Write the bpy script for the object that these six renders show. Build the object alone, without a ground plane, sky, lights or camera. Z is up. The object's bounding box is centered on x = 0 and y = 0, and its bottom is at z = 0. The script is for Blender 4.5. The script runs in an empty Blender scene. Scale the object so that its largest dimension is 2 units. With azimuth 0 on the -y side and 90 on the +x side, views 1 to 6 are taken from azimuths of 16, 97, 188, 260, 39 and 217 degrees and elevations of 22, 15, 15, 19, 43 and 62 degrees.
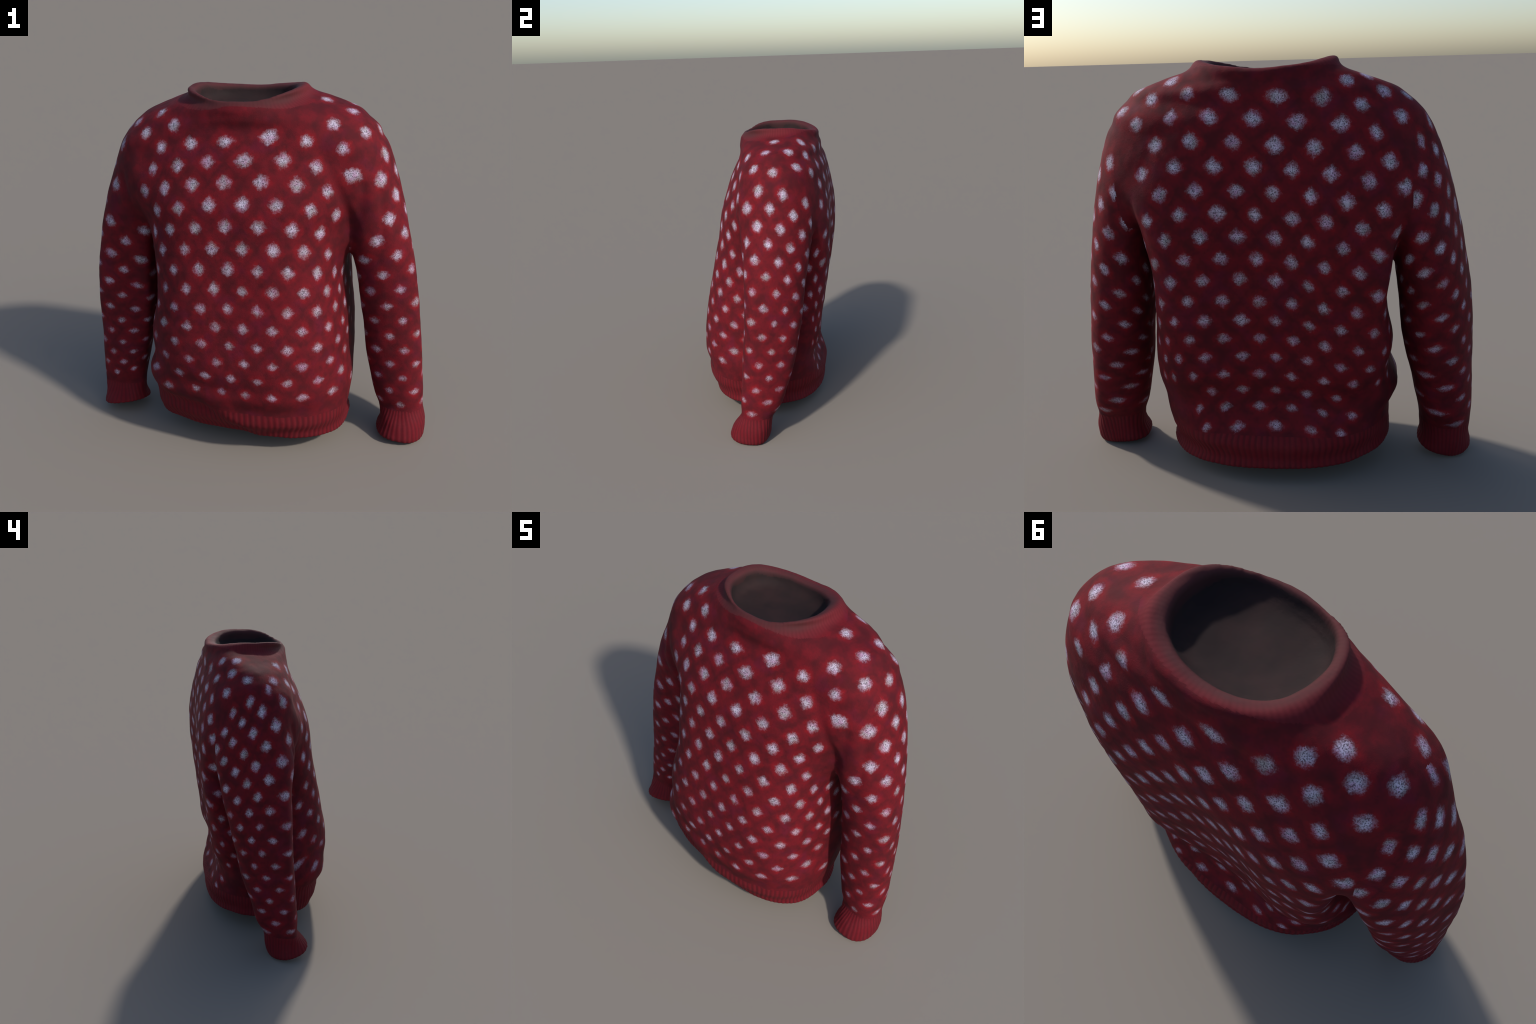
import bpy
import mathutils
import mathutils.noise
import numpy as np
from mathutils import Vector

# A knitted sweater that stands by itself: one woollen skin described by horizontal
# sections of the torso and of the two sleeves, joined smoothly, open at neck, hem and cuffs.
TORSO = [  # height: left, right, front, back, y of the widest point, squareness of front and back, hollow of the back
    (0.03, -0.756, 0.654, -0.527, 0.488, -0.011, 2.809, 2.184, 0.024),
    (0.12, -0.594, 0.549, -0.41, 0.411, -0.058, 2.665, 2.21, 0.013),
    (0.22, -0.573, 0.558, -0.432, 0.422, -0.107, 2.691, 2.718, 0.013),
    (0.3, -0.576, 0.57, -0.431, 0.388, -0.132, 2.554, 3.225, 0.031),
    (0.4, -0.614, 0.573, -0.473, 0.352, -0.084, 2.495, 3.526, 0.022),
    (0.52, -0.578, 0.556, -0.477, 0.392, 0.028, 2.778, 4.011, 0.033),
    (0.68, -0.589, 0.552, -0.455, 0.419, 0.112, 3.064, 4.445, 0.045),
    (0.85, -0.56, 0.536, -0.422, 0.44, 0.159, 3.214, 4.762, 0.039),
    (1.05, -0.551, 0.529, -0.38, 0.467, 0.191, 3.268, 5.019, 0.049),
    (1.25, -0.614, 0.566, -0.342, 0.481, 0.203, 2.821, 4.869, 0.044),
    (1.42, -0.687, 0.623, -0.318, 0.477, 0.191, 2.536, 4.284, 0.021),
    (1.57, -0.696, 0.639, -0.271, 0.457, 0.159, 2.344, 3.578, 0.007),
    (1.68, -0.694, 0.645, -0.231, 0.434, 0.141, 2.097, 3.072, -0.003),
    (1.76, -0.696, 0.693, -0.195, 0.417, 0.124, 1.931, 2.62, -0.001),
    (1.82, -0.649, 0.647, -0.173, 0.395, 0.119, 1.909, 2.308, -0.001),
    (1.87, -0.576, 0.588, -0.18, 0.391, 0.135, 1.644, 2.151, -0.001),
    (1.91, -0.474, 0.463, -0.176, 0.354, 0.203, 1.827, 2.093, -0.03),
    (1.95, -0.37, 0.35, -0.153, 0.339, 0.207, 1.97, 2.133, -0.047),
    (2.02, -0.321, 0.303, -0.262, 0.336, 0.086, 2.235, 2.163, -0.075),
]
SLEEVE_RIGHT = [  # height: centre x, centre y, reach outward, inward, to the front, to the back, squareness, turn
    (0.02, 0.84, -0.029, 0.155, 0.14, 0.171, 0.106, 2.41, 0.004),
    (0.1, 0.865, -0.014, 0.132, 0.128, 0.153, 0.102, 2.36, 0.003),
    (0.18, 0.872, -0.006, 0.109, 0.142, 0.103, 0.112, 2.265, 0.002),
    (0.26, 0.87, -0.003, 0.11, 0.168, 0.105, 0.162, 2.18, 0.006),
    (0.38, 0.858, 0.003, 0.112, 0.181, 0.105, 0.196, 2.169, 0.017),
    (0.55, 0.83, 0.007, 0.132, 0.185, 0.1, 0.242, 2.167, 0.042),
    (0.75, 0.79, 0.013, 0.155, 0.167, 0.097, 0.273, 2.19, 0.056),
    (0.95, 0.744, 0.027, 0.179, 0.148, 0.106, 0.285, 2.216, 0.048),
    (1.15, 0.689, 0.061, 0.197, 0.112, 0.147, 0.275, 2.165, 0.026),
    (1.35, 0.62, 0.111, 0.22, 0.089, 0.22, 0.254, 2.021, 0.008),
    (1.52, 0.556, 0.137, 0.243, 0.111, 0.273, 0.246, 1.939, -0.004),
    (1.66, 0.503, 0.134, 0.251, 0.152, 0.254, 0.236, 2.012, -0.009),
    (1.78, 0.452, 0.124, 0.242, 0.191, 0.236, 0.217, 2.135, -0.011),
]
SLEEVE_LEFT = [  # the same for the other sleeve
    (0.02, -0.862, -0.082, 0.144, 0.207, 0.208, 0.163, 1.9, 0.004),
    (0.1, -0.874, -0.072, 0.112, 0.146, 0.102, 0.172, 1.888, 0.009),
    (0.18, -0.869, -0.064, 0.119, 0.14, 0.053, 0.172, 1.91, 0.016),
    (0.26, -0.851, -0.049, 0.14, 0.132, 0.071, 0.201, 1.945, 0.026),
    (0.38, -0.822, -0.039, 0.166, 0.126, 0.074, 0.225, 1.968, 0.038),
    (0.55, -0.797, -0.033, 0.187, 0.131, 0.067, 0.274, 1.985, 0.046),
    (0.75, -0.783, -0.03, 0.194, 0.147, 0.059, 0.314, 2.008, 0.049),
    (0.95, -0.766, -0.022, 0.19, 0.163, 0.061, 0.35, 2.04, 0.052),
    (1.15, -0.732, -0.008, 0.189, 0.152, 0.075, 0.377, 2.063, 0.056),
    (1.35, -0.673, 0.031, 0.202, 0.156, 0.14, 0.36, 2.056, 0.063),
    (1.52, -0.604, 0.083, 0.224, 0.171, 0.169, 0.279, 2.106, 0.049),
    (1.66, -0.534, 0.119, 0.238, 0.187, 0.217, 0.184, 2.198, 0.027),
    (1.78, -0.469, 0.149, 0.244, 0.203, 0.273, 0.128, 2.303, 0.006),
]
HEM_BOTTOM = (0.102, -0.026, -0.039)  # height and slopes in x and y
CUFF_BOTTOM = {1: (0.014, -0.097, -0.038), -1: (0.048, 0.153, -0.279)}
RIM = (1.958, 0.473, -0.018, 0.005)  # height, rise to the shoulders, slope and bend front to back
NECK_HOLE = (-0.01, 0.090, 0.262, 0.212)  # centre x, y and half axes
TUCK = (0.032, 0.190, -0.614)  # depth of the tuck under the belly, its height and slant
FRONT_COLUMN = {(0, 0): 0.205, (0, 1): 0.119, (0, 2): -0.088, (0, 3): 0.059, (0, 4): -0.056, (1, 0): 3.288, (1, 1): -1.753, (1, 2): -0.284, (1, 3): -0.471, (1, 4): -0.643, (2, 0): -0.089, (2, 1): -0.166, (2, 2): 0.244, (2, 3): 0.089, (3, 0): 0.265, (3, 1): 1.125, (3, 2): -0.815, (4, 0): 0.055, (4, 1): -0.157}
FRONT_ROW = {(0, 0): 7.076, (0, 1): -9.413, (0, 2): 1.686, (0, 3): -0.801, (0, 4): -1.521, (1, 0): 0.033, (1, 1): 0.338, (1, 2): -0.239, (1, 3): -0.183, (1, 4): 0.747, (2, 0): -0.415, (2, 1): -0.237, (2, 2): 0.010, (2, 3): 1.302, (3, 0): 0.123, (3, 1): -0.455, (3, 2): 0.116, (4, 0): -0.258, (4, 1): -0.076}
BACK_COLUMN = {(0, 0): 0.393, (0, 1): 0.158, (0, 2): -0.170, (0, 3): 0.018, (0, 4): -0.036, (1, 0): 3.146, (1, 1): 0.066, (1, 2): -0.833, (1, 3): 0.011, (1, 4): -0.467, (2, 0): -0.381, (2, 1): 0.189, (2, 2): 0.457, (2, 3): 0.123, (3, 0): 0.154, (3, 1): -0.432, (3, 2): 0.597, (4, 0): 0.364, (4, 1): -0.526}
BACK_ROW = {(0, 0): 8.371, (0, 1): -10.144, (0, 2): 0.854, (0, 3): -0.465, (0, 4): -0.350, (1, 0): 0.302, (1, 1): 0.104, (1, 2): -0.048, (1, 3): 0.243, (1, 4): -0.434, (2, 0): -0.362, (2, 1): 0.281, (2, 2): 0.113, (2, 3): 0.443, (3, 0): -0.136, (3, 1): -0.091, (3, 2): 0.145, (4, 0): -0.099, (4, 1): -0.418}
RIGHT_COLUMN = {(0, 0): 0.824, (0, 1): -0.149, (0, 2): -0.506, (0, 3): -0.080, (1, 0): 1.170, (1, 1): 0.197, (1, 2): -0.460, (2, 0): 0.003, (2, 1): 0.074}
RIGHT_ROW = {(0, 0): 9.791, (0, 1): 10.291, (0, 2): -1.167, (0, 3): 0.239, (1, 0): 0.219, (1, 1): 0.209, (1, 2): -0.190, (2, 0): 0.176, (2, 1): 0.288}
RIGHT_AXIS = ((-0.095, -0.201, 0.748), (-0.112, 0.063, 0.124))
LEFT_COLUMN = {(0, 0): 0.299, (0, 1): 0.050, (0, 2): -0.383, (0, 3): -0.643, (1, 0): 1.162, (1, 1): 0.394, (1, 2): -0.126, (2, 0): 0.028, (2, 1): 0.197}
LEFT_ROW = {(0, 0): 9.387, (0, 1): 10.862, (0, 2): -1.363, (0, 3): 0.380, (1, 0): 0.160, (1, 1): 0.466, (1, 2): 0.811, (2, 0): 0.190, (2, 1): 0.378}
LEFT_AXIS = ((0.133, 0.209, -0.771), (-0.130, 0.064, 0.129))

# ---------------------------------------------------------------- the shape
STEP = 0.008                     # size of the net the surface is knitted on
FLOOR = 1.868                    # the neck is closed at this height by a dark floor
LEVELS_T = [r[0] for r in TORSO]
LEVELS_S = [r[0] for r in SLEEVE_RIGHT]


def curve(levels, rows, z):
    """A smooth curve through the rows, read at the heights z."""
    k = np.array(levels, float)
    v = np.array([r[1:] for r in rows], float)
    h = np.diff(k)[:, None]
    s = np.diff(v, axis=0) / h
    m = np.zeros_like(v)
    m[1:-1] = (s[:-1] * h[1:] + s[1:] * h[:-1]) / (h[:-1] + h[1:])
    m[0], m[-1] = s[0], s[-1]
    z = np.clip(z, k[0], k[-1])
    i = np.clip(np.searchsorted(k, z, side="right") - 1, 0, len(k) - 2)
    hh = h[i]
    t = ((z - k[i])[:, None]) / hh
    return ((2 * t**3 - 3 * t**2 + 1) * v[i] + (t**3 - 2 * t**2 + t) * hh * m[i]
            + (3 * t**2 - 2 * t**3) * v[i + 1] + (t**3 - t**2) * hh * m[i + 1])


def ramp(a, b, x):
    t = np.clip((x - a) / (b - a), 0, 1)
    return t * t * (3 - 2 * t)


def blend_low(a, b, k):
    h = np.clip(0.5 + 0.5 * (b - a) / k, 0, 1)
    return b * (1 - h) + a * h - k * h * (1 - h)


def blend_high(a, b, k):
    return -blend_low(-a, -b, k)


def torso_side(x, y, z, q):
    left, right, front, back, wide, nf, nb, hollow = q
    # the back is hollow along the spine, the belly tucks in over a slanting fold of the hem
    spine = np.clip(1 - ((x - 0.03) / 0.40) ** 2, 0, 1) ** 2 * np.clip((y - wide) / 0.2, 0, 1)
    fold = ramp(-0.62, -0.36, x) * (1 - ramp(-0.05, 0.06, z - np.minimum(TUCK[1] + TUCK[2] * x, 0.31))) * ramp(0.12, -0.03, x) * np.clip((wide - y) / 0.2, 0, 1)
    y = np.where(y < wide, y - TUCK[0] * fold, y + hollow * spine)
    cx, a = (left + right) / 2, np.maximum((right - left) / 2, 0.02)
    dx, dy = x - cx, y - wide
    b = np.maximum(np.where(dy < 0, wide - front, back - wide), 0.02)
    n = np.clip(np.where(dy < 0, nf, nb), 1.3, 6)
    g = (np.abs(dx / a) ** n + np.abs(dy / b) ** n + 1e-9) ** (1 / n)
    return (g - 1) * np.minimum(np.hypot(dx, dy) / g, 1.0)


def sleeve_side(x, y, q, hand):
    cx, cy, out, inn, front, back, n, turn = q
    w = turn * hand
    dx, dy = x - cx, y - cy
    dx, dy = np.cos(w) * dx + np.sin(w) * dy, np.cos(w) * dy - np.sin(w) * dx
    n = np.clip(n, 1.4, 5)
    rx = np.maximum(np.where(dx * hand > 0, out, inn), 0.03)
    ry = np.maximum(np.where(dy < 0, front, back), 0.03)
    g = (np.abs(dx / rx) ** n + np.abs(dy / ry) ** n + 1e-9) ** (1 / n)
    return (g - 1) * np.hypot(dx, dy) / g


def torso_field(x, y, z, q):
    side = torso_side(x, y, z, q)
    bottom = HEM_BOTTOM[0] + HEM_BOTTOM[1] * x + HEM_BOTTOM[2] * y
    d = blend_high(side, bottom - z, 0.04)
    return blend_high(d, -blend_high(side + 0.045, z - bottom - 0.16, 0.03), 0.02)     # open at the hem


def sleeve_field(x, y, z, q, hand):
    rows = SLEEVE_RIGHT if hand > 0 else SLEEVE_LEFT
    c, sx, sy = CUFF_BOTTOM[hand]
    bottom = c + sx * (x - rows[0][1]) + sy * (y - rows[0][2])
    side = sleeve_side(x, y, q, hand)
    d = blend_high(side, bottom - z, 0.04)
    d = blend_high(d, -blend_high(side + 0.035, z - bottom - 0.12, 0.03), 0.02)        # open at the cuff
    return blend_high(d, z - 1.78, 0.1)


def neck(d, x, y, z):
    rim = RIM[0] + RIM[1] * x**2 + (RIM[2] + 0.015) * (y - 0.1) + RIM[3] * (y - 0.1) ** 2
    dx, dy = x - NECK_HOLE[0], y - NECK_HOLE[1]
    g = (np.abs(dx / NECK_HOLE[2]) ** 2.3 + np.abs(dy / NECK_HOLE[3]) ** 2.3 + 1e-9) ** (1 / 2.3)
    # the edge of the neck rolls over a shallow groove
    near = ramp(1.75, 1.45, g)
    d = d - 0.003 * near * np.exp(-(((z - rim + 0.022) / 0.02) ** 2)) + 0.003 * near * np.exp(-(((z - rim + 0.07) / 0.022) ** 2))
    d = np.where((g < 0.9) & (z > 1.7), np.minimum(d, -0.15), d)                       # solid below the neck floor
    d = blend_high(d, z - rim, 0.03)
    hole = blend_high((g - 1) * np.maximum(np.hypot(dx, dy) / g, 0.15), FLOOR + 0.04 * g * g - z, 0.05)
    return blend_high(d, -hole, 0.03)


# soft bulges (+) and dents (-) of the cloth: place, reach in x, y and z, height
SWELLS = [
    ((-0.562, -0.04, 0.93), (0.07, 0.10, 0.24), -0.042),   # groove beside the left sleeve
    ((-0.53, -0.05, 1.13), (0.05, 0.07, 0.07), -0.016),
    ((-0.52, -0.20, 1.32), (0.08, 0.10, 0.10), -0.012),
    ((-0.49, -0.19, 1.07), (0.06, 0.07, 0.12), 0.010),
    ((-0.71, -0.09, 0.86), (0.07, 0.09, 0.24), -0.036),    # front of the forearms
    ((-0.64, 0.06, 0.70), (0.05, 0.12, 0.30), 0.026),
    ((0.68, -0.07, 0.78), (0.07, 0.10, 0.22), -0.015),
    ((-0.62, -0.11, 1.53), (0.09, 0.12, 0.14), 0.038),     # front of the left shoulder
    ((-0.53, 0.41, 1.03), (0.08, 0.10, 0.14), 0.030),      # cloth gathered behind the left armpit
    ((-0.53, 0.43, 1.15), (0.08, 0.09, 0.16), 0.016),
    ((-0.59, 0.22, 1.08), (0.07, 0.12, 0.10), 0.016),
    ((0.58, 0.02, 1.18), (0.08, 0.13, 0.11), 0.030),       # under the right arm
    ((0.56, -0.06, 1.25), (0.06, 0.08, 0.10), 0.016),
    ((0.53, -0.13, 1.41), (0.07, 0.09, 0.10), 0.010),
    ((0.46, 0.33, 0.47), (0.16, 0.15, 0.16), 0.030),       # back of the hem
    ((-0.60, 0.20, 0.53), (0.09, 0.22, 0.20), -0.015),
    ((0.35, 0.45, 1.04), (0.06, 0.10, 0.18), -0.010),
    ((-0.20, 0.44, 0.97), (0.07, 0.10, 0.20), -0.010),
    ((-0.22, 0.41, 0.69), (0.18, 0.15, 0.20), -0.018),     # hollow back
    ((0.14, -0.46, 0.34), (0.24, 0.10, 0.11), 0.018),      # belly over the hem
    ((-0.12, -0.44, 0.32), (0.12, 0.09, 0.07), 0.014),
    ((-0.16, -0.46, 0.44), (0.32, 0.10, 0.06), -0.020),
    ((-0.565, -0.19, 0.57), (0.08, 0.10, 0.09), 0.018),
    ((-0.05, -0.43, 0.24), (0.38, 0.12, 0.08), 0.024),
    ((0.51, -0.30, 0.30), (0.10, 0.12, 0.10), -0.020),
    ((-0.10, 0.38, 0.48), (0.42, 0.12, 0.06), -0.014),     # waist above the hem
    ((-0.45, -0.03, 1.87), (0.15, 0.12, 0.06), 0.014),     # shoulders
    ((0.43, -0.03, 1.87), (0.15, 0.12, 0.06), 0.006),
    ((-0.37, 0.02, 1.92), (0.10, 0.10, 0.05), 0.014),
    ((0.33, 0.03, 1.94), (0.10, 0.10, 0.05), 0.012),
]


# folds that run down from the shoulder seam into the armpit: line, half width, depth
FOLDS = [
    ([(-0.700, -0.088, 1.53), (-0.676, -0.112, 1.417), (-0.646, -0.100, 1.298), (-0.632, -0.064, 1.197)], 0.026, 0.010),
    ([(-0.755, -0.080, 1.40), (-0.730, -0.092, 1.26)], 0.026, 0.008),
    ([(0.645, -0.117, 1.51), (0.631, -0.116, 1.393), (0.607, -0.095, 1.276)], 0.032, 0.010),
    ([(0.734, -0.064, 1.46), (0.753, -0.070, 1.31), (0.731, -0.084, 1.205)], 0.026, 0.009),
    ([(0.560, -0.140, 1.33), (0.575, -0.080, 1.22)], 0.016, 0.010),
]


def fold_depth(x, y, z):
    out = 0.0
    for line, width, depth in FOLDS:
        near = 1e9
        for p, q in zip(line[:-1], line[1:]):
            e = [b - a for a, b in zip(p, q)]
            t = np.clip(((x - p[0]) * e[0] + (y - p[1]) * e[1] + (z - p[2]) * e[2]) / sum(c * c for c in e), 0, 1)
            near = np.minimum(near, (x - p[0] - t * e[0]) ** 2 + (y - p[1] - t * e[1]) ** 2 + (z - p[2] - t * e[2]) ** 2)
        out = out - depth * np.exp(-near / width**2)
    return out


def swell(x, y, z):
    out = fold_depth(x, y, z)
    for (a, b, c), (ra, rb, rc), h in SWELLS:
        out = out + h * np.exp(-((x - a) / ra) ** 2 - ((y - b) / rb) ** 2 - ((z - c) / rc) ** 2)
    return out


def field(x, y, z, qt, qr, ql):
    """Distance-like field of the whole sweater: negative inside the wool."""
    sleeves = blend_low(sleeve_field(x, y, z, qr, 1), sleeve_field(x, y, z, ql, -1), 0.01)
    return neck(blend_low(torso_field(x, y, z, qt), sleeves, 0.05) - swell(x, y, z), x, y, z)


def rows_at(z):
    return (curve(LEVELS_T, TORSO, z), curve(LEVELS_S, SLEEVE_RIGHT, z), curve(LEVELS_S, SLEEVE_LEFT, z))


def surface_net():
    """Walk the field over a grid and return the vertices and quads of its skin."""
    xs, ys, zs = np.arange(-1.05, 1.05, STEP), np.arange(-0.56, 0.56, STEP), np.arange(-0.05, 2.06, STEP)
    X, Y = np.meshgrid(xs, ys, indexing="ij")
    qt, qr, ql = rows_at(zs)
    F = np.empty((len(xs), len(ys), len(zs)), np.float32)
    for k, z in enumerate(zs):
        F[:, :, k] = field(X, Y, z, qt[k], qr[k], ql[k])
    inside = F < 0
    corner = [inside[i:len(xs) - 1 + i, j:len(ys) - 1 + j, k:len(zs) - 1 + k] for i in (0, 1) for j in (0, 1) for k in (0, 1)]
    count = np.zeros(corner[0].shape, np.int8)
    for c in corner:
        count += c
    cells = np.argwhere((count > 0) & (count < 8))
    index = np.full(count.shape, -1, np.int64)
    index[tuple(cells.T)] = np.arange(len(cells))
    total, hits = np.zeros((len(cells), 3)), np.zeros(len(cells))
    for axis in range(3):
        others = [a for a in range(3) if a != axis]
        for p in (0, 1):
            for q in (0, 1):
                a = cells.copy()
                a[:, others[0]] += p
                a[:, others[1]] += q
                b = a.copy()
                b[:, axis] += 1
                fa, fb = F[tuple(a.T)], F[tuple(b.T)]
                cross = (fa < 0) != (fb < 0)
                t = np.where(cross, fa / np.where(cross, fa - fb, 1), 0)
                point = a.astype(float)
                point[:, axis] += t
                total += point * cross[:, None]
                hits += cross
    verts = total / hits[:, None] * STEP + np.array([xs[0], ys[0], zs[0]])
    quads = []
    for axis in range(3):
        o1, o2 = [(1, 2), (2, 0), (0, 1)][axis]
        lo, hi = [slice(None)] * 3, [slice(None)] * 3
        lo[axis], hi[axis] = slice(0, -1), slice(1, None)
        edges = np.argwhere(inside[tuple(lo)] != inside[tuple(hi)])
        start = inside[tuple(edges.T)]
        ring = []
        for p, q in ((-1, -1), (0, -1), (0, 0), (-1, 0)):
            e = edges.copy()
            e[:, o1] += p
            e[:, o2] += q
            ring.append(index[tuple(e.T)])
        ring = np.stack(ring, 1)
        ring[~start] = ring[~start][:, ::-1]
        quads.append(ring)
    return verts, np.concatenate(quads)


def point_field(P):
    qt, qr, ql = rows_at(P[:, 2])
    return field(P[:, 0], P[:, 1], P[:, 2], qt.T, qr.T, ql.T)


def slope(P, e=2e-3):
    g = np.stack([point_field(P + e * np.eye(3)[i]) - point_field(P - e * np.eye(3)[i]) for i in range(3)], 1)
    return g / (2 * e)


def relax(verts, quads, rounds, rate):
    """Even out the net: move every vertex toward the mean of its neighbours."""
    a = np.concatenate([quads[:, [0, 1]], quads[:, [1, 2]], quads[:, [2, 3]], quads[:, [3, 0]]])
    a = np.concatenate([a, a[:, ::-1]])
    n = len(verts)
    deg = np.bincount(a[:, 0], minlength=n)[:, None]
    for _ in range(rounds):
        mean = np.stack([np.bincount(a[:, 0], verts[a[:, 1], c], n) for c in range(3)], 1) / deg
        verts = verts + rate * (mean - verts)
    return verts


def vertex_normals(verts, quads):
    d = np.cross(verts[quads[:, 2]] - verts[quads[:, 0]], verts[quads[:, 3]] - verts[quads[:, 1]])
    n = np.stack([sum(np.bincount(quads[:, k], d[:, c], len(verts)) for k in range(4)) for c in range(3)], 1)
    return n / (np.linalg.norm(n, axis=1, keepdims=True) + 1e-12)


def rib_wave(P, cx, cy, k, ribs):
    ang = np.arctan2(P[:, 0] - cx, (P[:, 1] - cy) * k)
    return np.cos(ang * ribs + 0.8 * np.sin(3 * ang) + 0.5 * np.sin(7 * ang + P[:, 2] * 9))


# ribbed bands: centre x and y, squash of y, number of ribs, height where they start and fade in
HEM_TOP, CUFF_TOP = 0.295, 0.18
HEM_RIBS = (-0.01, 0.0, 1.35, 124)
CUFF_RIBS = {1: (0.86, -0.02, 1.0, 36), -1: (-0.865, -0.02, 1.0, 36)}
COLLAR_RIBS = (-0.01, 0.1, 1.3, 96)


def cuff_top(x, y):
    return np.full_like(x, CUFF_TOP)


def hem_top(x, y):
    return HEM_TOP - 0.04 * ramp(-0.1, 0.1, y) - 0.06 * x * ramp(0.1, -0.1, y)


def neck_reach(P):
    return np.hypot((P[:, 0] + 0.01) / 0.43, (P[:, 1] - 0.1) / 0.28)


def build_body():
    verts, quads = surface_net()
    verts = relax(verts, quads, 4, 0.5)
    for _ in range(2):
        g = slope(verts)
        verts = verts - np.clip(point_field(verts) / np.maximum((g * g).sum(1), 0.05), -0.01, 0.01)[:, None] * g
    verts = relax(verts, quads, 2, 0.4)
    normal = vertex_normals(verts, quads)
    x, y, z = verts.T
    arm = np.where(x > 0, 1, -1) * (np.abs(x) > 0.64)
    torso = (arm == 0) | (z > 1.2)
    lift = np.where(torso, 0.0009 * (1 - ramp(hem_top(x, y) - 0.03, hem_top(x, y) + 0.02, z)) * rib_wave(verts, *HEM_RIBS), 0)
    for hand in (1, -1):
        lift += np.where((arm == hand) & ~torso, 0.0009 * (1 - ramp(CUFF_TOP - 0.03, CUFF_TOP + 0.02, z)) * rib_wave(verts, *CUFF_RIBS[hand]), 0)
    # soft unevenness of the knit
    soft = np.array([mathutils.noise.noise(Vector((a * 7, b * 7, c * 7 + 3))) for a, b, c in verts])
    fine = np.array([mathutils.noise.noise(Vector((a * 26, b * 26, c * 20 + 9))) for a, b, c in verts])
    lift += (0.004 + 0.004 * ((neck_reach(verts) < 0.7) & (z > 1.7))) * soft + 0.0012 * fine
    verts = verts + normal * lift[:, None]
    verts[:, 2] -= verts[:, 2].min()
    return verts, quads, vertex_normals(verts, quads)


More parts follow.
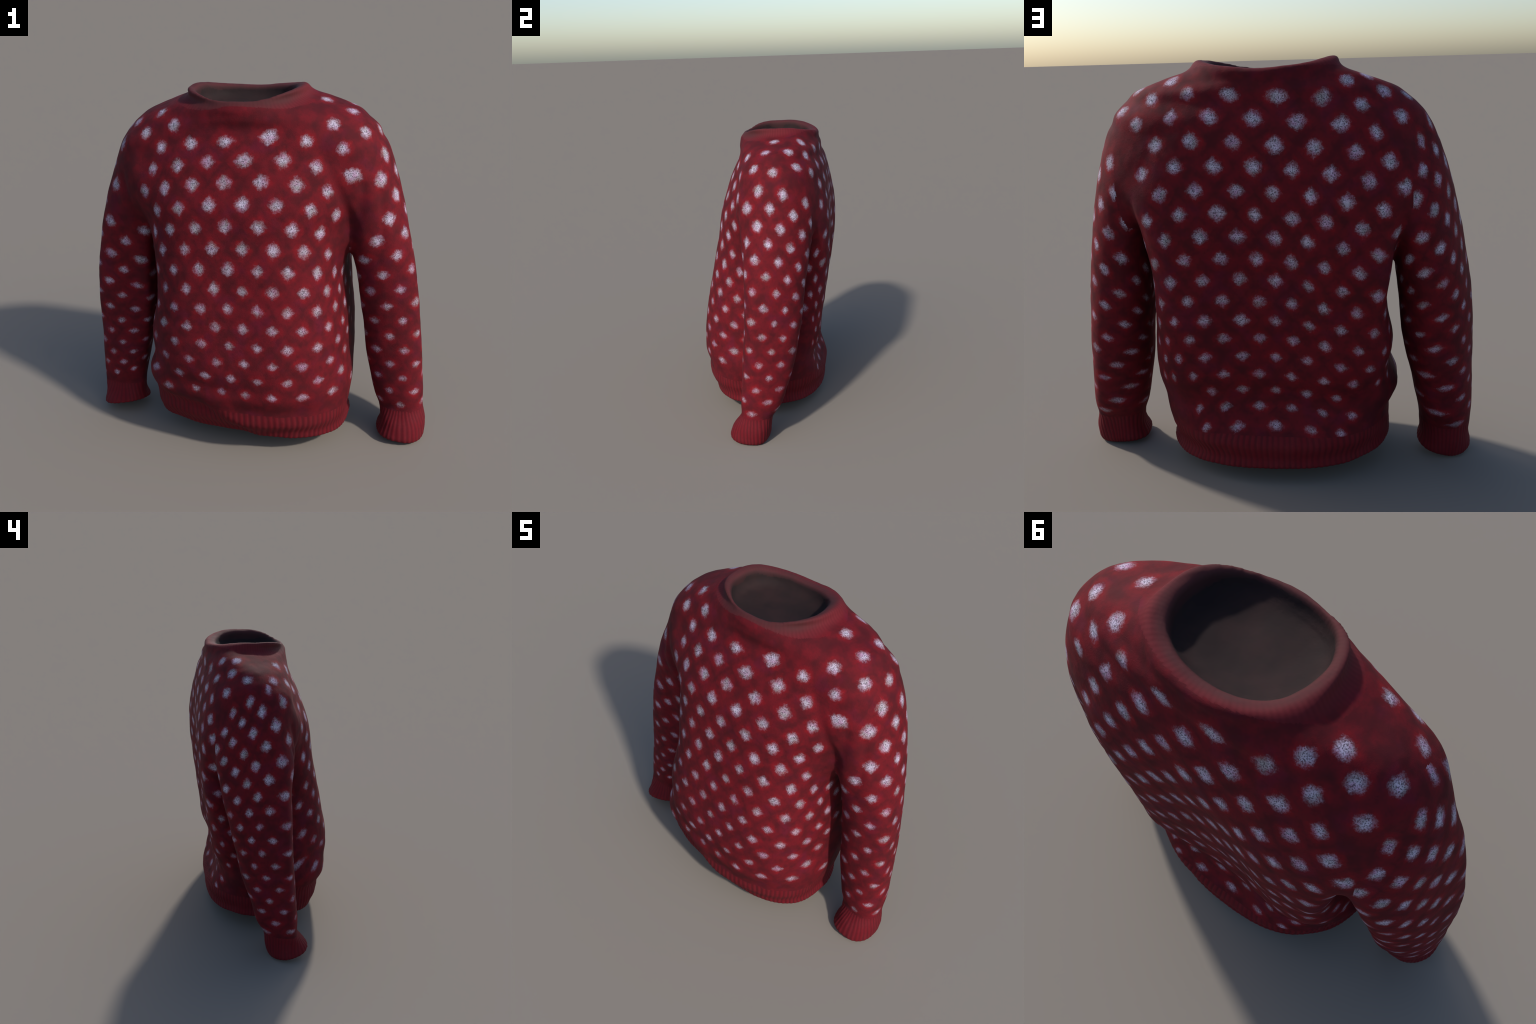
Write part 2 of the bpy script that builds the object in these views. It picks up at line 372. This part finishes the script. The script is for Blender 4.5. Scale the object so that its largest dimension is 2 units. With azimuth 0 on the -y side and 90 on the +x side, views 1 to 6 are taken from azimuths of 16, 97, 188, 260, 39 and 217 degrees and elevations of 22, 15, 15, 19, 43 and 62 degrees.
# ------------------------------------------------------------ the materials
class Nodes:
    """Small helper that writes formulas as math nodes."""

    def __init__(self, name):
        self.mat = bpy.data.materials.new(name)
        self.mat.use_nodes = True
        self.tree = self.mat.node_tree
        self.bsdf = self.tree.nodes["Principled BSDF"]
        self.object = self.tree.nodes.new("ShaderNodeTexCoord").outputs["Object"]
        s = self.tree.nodes.new("ShaderNodeSeparateXYZ")
        self.tree.links.new(self.object, s.inputs[0])
        self.x, self.y, self.z = s.outputs

    def put(self, socket, value):
        if isinstance(value, bpy.types.NodeSocket):
            self.tree.links.new(value, socket)
        else:
            socket.default_value = value

    def m(self, op, *args):
        n = self.tree.nodes.new("ShaderNodeMath")
        n.operation = op
        for s, a in zip(n.inputs, args):
            self.put(s, a)
        return n.outputs[0]

    def add(self, *a):
        out = a[0]
        for b in a[1:]:
            out = self.m("ADD", out, b)
        return out

    def mul(self, *a):
        out = a[0]
        for b in a[1:]:
            out = self.m("MULTIPLY", out, b)
        return out

    def sub(self, a, b):
        return self.m("SUBTRACT", a, b)

    def smooth(self, lo, hi, v):
        n = self.tree.nodes.new("ShaderNodeMapRange")
        n.interpolation_type = "SMOOTHSTEP"
        for key, a in (("Value", v), ("From Min", lo), ("From Max", hi), ("To Min", 0.0), ("To Max", 1.0)):
            self.put(n.inputs[key], a)
        return n.outputs[0]

    def mix(self, t, a, b):
        return self.add(self.mul(self.sub(1.0, t), a), self.mul(t, b))

    def colour(self, t, a, b, mode="MIX"):
        n = self.tree.nodes.new("ShaderNodeMix")
        n.data_type, n.blend_type = "RGBA", mode
        self.put(n.inputs[0], t)
        for s, c in ((n.inputs[6], a), (n.inputs[7], b)):
            self.put(s, c if isinstance(c, bpy.types.NodeSocket) else (*c, 1))
        return n.outputs[2]

    def join(self, x, y, z):
        n = self.tree.nodes.new("ShaderNodeCombineXYZ")
        for s, a in zip(n.inputs, (x, y, z)):
            self.put(s, a)
        return n.outputs[0]

    def noise(self, scale, detail=2.0, rough=0.5, stretch=(1, 1, 1), shift=0.0):
        mp = self.tree.nodes.new("ShaderNodeMapping")
        mp.inputs["Scale"].default_value = stretch
        mp.inputs["Location"].default_value = (shift, shift * 0.7, shift * 1.3)
        self.tree.links.new(self.object, mp.inputs[0])
        n = self.tree.nodes.new("ShaderNodeTexNoise")
        n.inputs["Scale"].default_value, n.inputs["Detail"].default_value, n.inputs["Roughness"].default_value = scale, detail, rough
        self.tree.links.new(mp.outputs[0], n.inputs["Vector"])
        return n.outputs[0]

    def random(self, vector):
        n = self.tree.nodes.new("ShaderNodeTexWhiteNoise")
        n.noise_dimensions = "3D"
        self.tree.links.new(vector, n.inputs["Vector"])
        s = self.tree.nodes.new("ShaderNodeSeparateColor")
        self.tree.links.new(n.outputs["Color"], s.inputs[0])
        return s.outputs

    def poly(self, table, a, b):
        pa, pb, out = {0: None, 1: a}, {0: None, 1: b}, None
        for k in (2, 3, 4):
            pa[k], pb[k] = self.mul(pa[k - 1], a), self.mul(pb[k - 1], b)
        for (i, j), c in table.items():
            t = c
            for s in (pa[i], pb[j]):
                if s is not None:
                    t = self.mul(s, t)
            out = t if out is None else self.add(out, t)
        return out

    def lattice(self, column, row, seed, tall):
        """Staggered rows of spots. Returns the distance to the nearest spot (metres, roughly) and three random numbers of that spot."""
        a, b = self.add(column, self.mul(row, 0.5)), self.sub(column, self.mul(row, 0.5))
        ra, rb = self.m("ROUND", a), self.m("ROUND", b)
        dice = self.random(self.join(ra, rb, seed))
        da, db = self.sub(a, ra), self.sub(b, rb)
        du = self.add(self.mul(self.add(da, db), 0.5), self.mul(self.sub(dice[0], 0.5), 0.05))
        dv = self.add(self.sub(da, db), self.mul(self.sub(dice[1], 0.5), 0.06))
        du, dv = self.m("ABSOLUTE", self.mul(du, 0.165)), self.m("ABSOLUTE", self.mul(dv, tall))
        ring = self.m("SQRT", self.add(self.mul(du, du), self.mul(dv, dv)))
        star = self.mul(self.add(du, dv), 0.80)
        return self.add(self.mul(ring, 0.6), self.mul(star, 0.4)), dice, self.mul(self.add(ra, rb), 0.5), self.sub(ra, rb)

    def within(self, lo, hi, v):
        return self.mul(self.m("GREATER_THAN", v, lo), self.m("LESS_THAN", v, hi))

    def either(self, *a):
        out = a[0]
        for b in a[1:]:
            out = self.m("MAXIMUM", out, b)
        return out


RED = (0.128, 0.0050, 0.0100)
DEEP = (0.076, 0.0048, 0.0082)
BRIGHT = (0.225, 0.0050, 0.0095)
MAROON = (0.052, 0.0045, 0.0075)
PLUM = (0.098, 0.0055, 0.0200)
WHITE = (0.550, 0.475, 0.600)
PINK = (0.430, 0.220, 0.360)
GREY = (0.215, 0.205, 0.175)
SPECK = (0.050, 0.046, 0.058)
RIM_WOOL = (0.062, 0.0200, 0.0210)
COLLAR = (0.120, 0.0120, 0.0170)
NECK_DARK = (0.0190, 0.0110, 0.0108)  # dark grey-brown of the inside of the neck
BAND = (0.128, 0.0080, 0.0130)
BAND_DEEP = (0.044, 0.0048, 0.0075)


def finish(n, colour, bump_height, strength=0.25):
    n.put(n.bsdf.inputs["Base Color"], colour)
    n.bsdf.inputs["Roughness"].default_value = 0.82
    n.bsdf.inputs["Specular IOR Level"].default_value = 0.18
    b = n.tree.nodes.new("ShaderNodeBump")
    b.inputs["Strength"].default_value, b.inputs["Distance"].default_value = strength, 0.004
    n.put(b.inputs["Height"], bump_height)
    n.tree.links.new(b.outputs[0], n.bsdf.inputs["Normal"])
    return n.mat


# The yoke: on the shoulders the rows run round the neck, one spot at a time.
YOKE = {1: [(0.361, -0.146, 1.753), (0.541, -0.109, 1.709), (0.485, -0.065, 1.822), (0.641, -0.005, 1.769), (0.566, 0.067, 1.867), (0.421, 0.11, 1.917), (0.704, 0.128, 1.758),
            (0.563, 0.217, 1.87), (0.633, 0.273, 1.779), (0.394, 0.287, 1.91), (0.478, 0.318, 1.831), (0.545, 0.361, 1.726), (0.305, 0.366, 1.857)],
        -1: [(-0.428, -0.149, 1.708), (-0.357, -0.119, 1.821), (-0.534, -0.085, 1.773), (-0.454, -0.027, 1.867), (-0.621, 0.02, 1.808), (-0.636, 0.186, 1.822),
             (-0.461, 0.228, 1.911), (-0.536, 0.27, 1.848), (-0.379, 0.311, 1.895), (-0.611, 0.32, 1.741), (-0.443, 0.355, 1.795)]}


def yoke_distance(n, hands):
    out = 1.0
    for hand in hands:
        for p in YOKE[hand]:
            v = n.tree.nodes.new("ShaderNodeVectorMath")
            v.operation = "DISTANCE"
            n.tree.links.new(n.object, v.inputs[0])
            v.inputs[1].default_value = p
            out = n.m("MINIMUM", out, v.outputs["Value"])
    return out


def rib_colour(n, cx, cy, k, ribs):
    ang = n.m("ARCTAN2", n.sub(n.x, cx), n.mul(n.sub(n.y, cy), k))
    wob = n.mul(n.sub(n.noise(9, 1, shift=4.0), 0.5), 2.2)
    inner = n.add(n.mul(ang, float(ribs)), n.mul(n.m("SINE", n.mul(ang, 3.0)), 0.8), n.mul(n.m("SINE", n.add(n.mul(ang, 7.0), n.mul(n.z, 9.0))), 0.5), wob)
    return n.add(n.mul(n.m("COSINE", inner), 0.5), 0.5)


def ground_wool(n):
    patch, grain = n.noise(11, 3, 0.6), n.noise(70, 3, 0.65, shift=2.0)
    c = n.colour(n.smooth(0.40, 0.66, patch), RED, DEEP)
    c = n.colour(n.mul(n.smooth(0.52, 0.72, n.noise(8, 2, shift=7.0)), 0.6), c, PLUM)
    return n.colour(n.mul(n.smooth(0.45, 0.75, grain), 0.55), c, DEEP), grain


def spotted(name, spec, where):
    n = Nodes(name)
    base, grain = ground_wool(n)
    dist, dice = where(n, spec)
    wob = n.add(n.mul(n.sub(n.noise(42, 2, 0.6, shift=1.0), 0.5), 0.032), n.mul(n.sub(n.noise(170, 2, 0.7, shift=5.0), 0.5), 0.018))
    size = n.add(0.0198 if spec else 0.0202, n.mul(dice, 0.005), n.mul(n.smooth(0.6, 1.6, n.z), 0.0045))
    edge = n.sub(n.add(dist, wob), size)
    base = n.colour(n.mul(n.smooth(0.045, 0.090, dist), n.smooth(0.30, 0.75, n.noise(15, 3, shift=16.0)), 0.7), base, MAROON)
    halo = n.smooth(0.042, 0.000, n.add(edge, n.mul(n.sub(n.noise(24, 3, 0.6, shift=8.0), 0.5), 0.05)))
    c = n.colour(n.mul(halo, n.smooth(0.30, 0.72, n.noise(19, 3, 0.6, shift=14.0)), 0.8), base, BRIGHT)
    speck = n.smooth(0.46, 0.62, n.noise(185, 2, 0.65, shift=3.0))
    pale = n.colour(n.mul(n.smooth(0.35, 0.75, n.noise(17, 2, shift=6.0)), 0.7), WHITE, GREY)
    pale = n.colour(n.mul(n.smooth(0.46, 0.70, n.noise(24, 2, shift=15.0)), 0.75), pale, PINK)
    wool = n.colour(n.mul(speck, 0.85), pale, SPECK)
    c = n.colour(n.mul(n.smooth(0.016, -0.021, edge), n.add(0.40, n.mul(n.noise(13, 2, shift=11.0), 0.5), n.mul(n.smooth(0.5, 1.5, n.z), 0.32))), c, wool)
    return finish(n, c, n.add(n.mul(grain, 0.6), n.mul(n.noise(240, 1, shift=9.0), 0.5)))


def hide(n, dist, keep):
    """Move the spots that are not kept out of reach."""
    return n.add(dist, n.mul(n.sub(1.0, keep), 0.5))


def wrapped(n, column, row, a, z, reach, pace):
    """Columns and rows of the pattern; past the reach, round the side, they go on at an even pace."""
    near = n.m("MAXIMUM", n.m("MINIMUM", a, reach), -reach)
    return n.add(n.poly(column, near, z), n.mul(n.sub(a, near), pace)), n.poly(row, near, z)


def torso_lattice(n, _):
    zz = n.sub(n.z, 1.0)
    tall = n.mix(n.smooth(0.4, 1.0, n.z), 0.122, 0.105)
    front = n.m("LESS_THAN", n.y, 0.12)
    af = n.m("ARCTAN2", n.x, n.sub(0.12, n.y))
    ab = n.mul(n.x, n.add(1.0, n.mul(n.m("MAXIMUM", n.sub(0.40, n.y), 0.0), 1.9)), 2.0)
    d1, r1, col, row = n.lattice(*wrapped(n, FRONT_COLUMN, FRONT_ROW, af, zz, 1.25, 3.6), 1.0, tall)
    first = n.mul(n.within(-0.5, 0.5, row), n.within(-1.4, 1.4, col))
    chest = n.mul(n.within(0.5, 5.5, row), n.within(-3.1, 3.8, col))
    d1 = hide(n, d1, n.either(first, chest, n.within(5.5, 10.5, row), n.mul(n.within(10.5, 13.5, row), n.within(-3.8, 5.0, col))))
    d2, r2, col, row = n.lattice(*wrapped(n, BACK_COLUMN, BACK_ROW, ab, zz, 1.15, 3.0), 2.0, tall)
    first = n.mul(n.within(-0.5, 0.5, row), n.within(-1.4, 1.4, col))
    second = n.mul(n.within(0.5, 1.5, row), n.within(-2.6, 2.6, col))
    blades = n.mul(n.within(1.5, 5.5, row), n.within(-3.6, 3.6, col))
    d2 = hide(n, d2, n.either(first, second, blades, n.mul(n.within(5.5, 11.5, row), n.within(-5.6, 5.6, col)), n.mul(n.within(11.5, 13.5, row), n.within(-4.6, 4.6, col)), n.mul(n.within(13.5, 16.5, row), n.within(-2.6, 2.6, col))))
    return n.m("MINIMUM", n.mix(front, d2, d1), yoke_distance(n, (1, -1))), n.mix(front, r2[2], r1[2])


def sleeve_lattice(n, spec):
    hand, column, row, (px, py), first, last, lo, hi = spec
    zz = n.sub(n.z, 1.0)
    quad = lambda c: n.add(n.mul(n.add(n.mul(zz, c[0]), c[1]), zz), c[2])
    dx, dy = n.mul(n.sub(n.x, quad(px)), float(hand)), n.sub(n.y, quad(py))
    a = n.m("ARCTAN2", dy, dx)
    d, dice, col, row = n.lattice(n.poly(column, a, zz), n.poly(row, a, zz), 5.0 + hand, n.mix(n.smooth(0.7, 1.4, n.z), 0.120, 0.096))
    cap = n.mul(n.within(12.5, last, row), n.within(lo, hi, col))
    d = hide(n, d, n.either(n.within(first, 12.5, row), cap))
    return n.m("MINIMUM", d, yoke_distance(n, (hand,))), dice[2]


def ribbed(name, ribs, strength):
    n = Nodes(name)
    base, grain = ground_wool(n)
    wave = rib_colour(n, *ribs)
    c = n.colour(n.smooth(0.35, 0.7, n.noise(14, 2, shift=2.5)), BAND, RED)
    c = n.colour(n.mul(n.sub(1.0, n.smooth(0.0, 0.7, wave)), n.mul(n.add(0.55, n.mul(n.smooth(0.3, 0.65, n.noise(6, 2, shift=12.0)), 0.45)), strength)), c, BAND_DEEP)
    c = n.colour(n.mul(n.smooth(0.45, 0.75, grain), 0.4), c, DEEP)
    return finish(n, c, n.add(n.mul(wave, 0.8), n.mul(grain, 0.5)), 0.3)


def collar_wool():
    n = Nodes("plain_red_knit")
    base, grain = ground_wool(n)
    wave = rib_colour(n, *COLLAR_RIBS)
    # greyer edge of the neck
    dx, dy = n.mul(n.sub(n.x, NECK_HOLE[0]), 1 / NECK_HOLE[2]), n.mul(n.sub(n.y, NECK_HOLE[1]), 1 / NECK_HOLE[3])
    r = n.m("POWER", n.add(n.m("POWER", n.m("ABSOLUTE", dx), 2.3), n.m("POWER", n.m("ABSOLUTE", dy), 2.3)), 1 / 2.3)
    c = n.colour(n.smooth(1.46, 1.26, r), base, COLLAR)
    c = n.colour(n.mul(n.sub(1.0, wave), n.smooth(1.50, 1.30, r), 0.35), c, DEEP)
    c = n.colour(n.mul(n.smooth(1.28, 1.10, r), n.add(0.55, n.mul(n.noise(18, 2, shift=3.3), 0.5))), c, RIM_WOOL)
    c = n.colour(n.smooth(1.07, 0.97, r), c, NECK_DARK)
    return finish(n, c, n.add(n.mul(grain, 0.6), n.mul(wave, 0.2)))


def dark_inner_wool():
    n = Nodes("dark_neck_wool")
    c = n.colour(n.smooth(0.35, 0.7, n.noise(9, 3)), NECK_DARK, (0.0250, 0.0125, 0.0122))
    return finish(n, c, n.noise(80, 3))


# -------------------------------------------------------------- putting it up
def make_sweater():
    verts, quads, normals = build_body()
    c = verts[quads].mean(1)
    x, y, z = c.T
    fn = normals[quads].mean(1)
    qt, qr, ql = rows_at(z)
    ft = torso_field(x, y, z, qt.T)
    fs = {1: sleeve_field(x, y, z, qr.T, 1), -1: sleeve_field(x, y, z, ql.T, -1)}
    seam = 0.60 + 0.062 * ramp(1.15, 1.40, z)
    part = np.zeros(len(quads), int)                      # 0 torso, 1 hem, 2 collar, 3 neck inside, 4/6 sleeve, 5/7 cuff
    part[(z < hem_top(x, y))] = 1
    for hand, s, k in ((1, 4, 5), (-1, 6, 7)):
        low = (x * hand > 0.45) & (fs[hand] < ft) & (z < 1.25)
        high = (z >= 1.25) & (x * hand > seam)
        part[low | high] = s
        part[low & (z < cuff_top(x, y))] = k
    reach = neck_reach(c)
    part[(reach < 0.93) & (z > 1.72)] = 2
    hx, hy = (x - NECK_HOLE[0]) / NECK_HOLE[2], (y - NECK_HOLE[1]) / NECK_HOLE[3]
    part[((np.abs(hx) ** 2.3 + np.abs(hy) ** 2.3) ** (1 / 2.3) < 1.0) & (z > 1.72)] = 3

    sleeve_mats = {1: spotted("spotted_sleeve_knit", (1, RIGHT_COLUMN, RIGHT_ROW, RIGHT_AXIS, 0.5, 16.5, -0.6, 3.1), sleeve_lattice),
                   -1: spotted("spotted_sleeve_knit", (-1, LEFT_COLUMN, LEFT_ROW, LEFT_AXIS, -0.5, 17.5, -1.2, 2.6), sleeve_lattice)}
    names = {0: ("torso", spotted("spotted_torso_knit", None, torso_lattice)), 1: ("hem_band", ribbed("ribbed_hem_knit", HEM_RIBS, 0.6)),
             2: ("collar", collar_wool()), 3: ("neck_inside", dark_inner_wool()),
             4: ("sleeve", sleeve_mats[1]), 5: ("cuff", ribbed("ribbed_cuff_knit", CUFF_RIBS[1], 0.6)),
             6: ("sleeve", sleeve_mats[-1]), 7: ("cuff", ribbed("ribbed_cuff_knit", CUFF_RIBS[-1], 0.4))}
    sweater = bpy.data.objects.new("sweater", None)
    sweater["label"] = "red knitted sweater with rows of white spots"
    sweater["category"] = "sweater"
    bpy.context.scene.collection.objects.link(sweater)
    made = {}
    for key, (name, mat) in names.items():
        q = quads[part == key]
        used, local = np.unique(q, return_inverse=True)
        me = bpy.data.meshes.new(name)
        me.from_pydata(verts[used].tolist(), [], local.reshape(-1, 4).tolist())
        me.materials.append(mat)
        me.polygons.foreach_set("use_smooth", np.ones(len(q), bool))
        me.update()
        me.normals_split_custom_set_from_vertices(normals[used].tolist())
        ob = bpy.data.objects.new(name, me)
        bpy.context.scene.collection.objects.link(ob)
        ob.parent = made[key - 1] if name == "cuff" else sweater
        made[key] = ob


make_sweater()
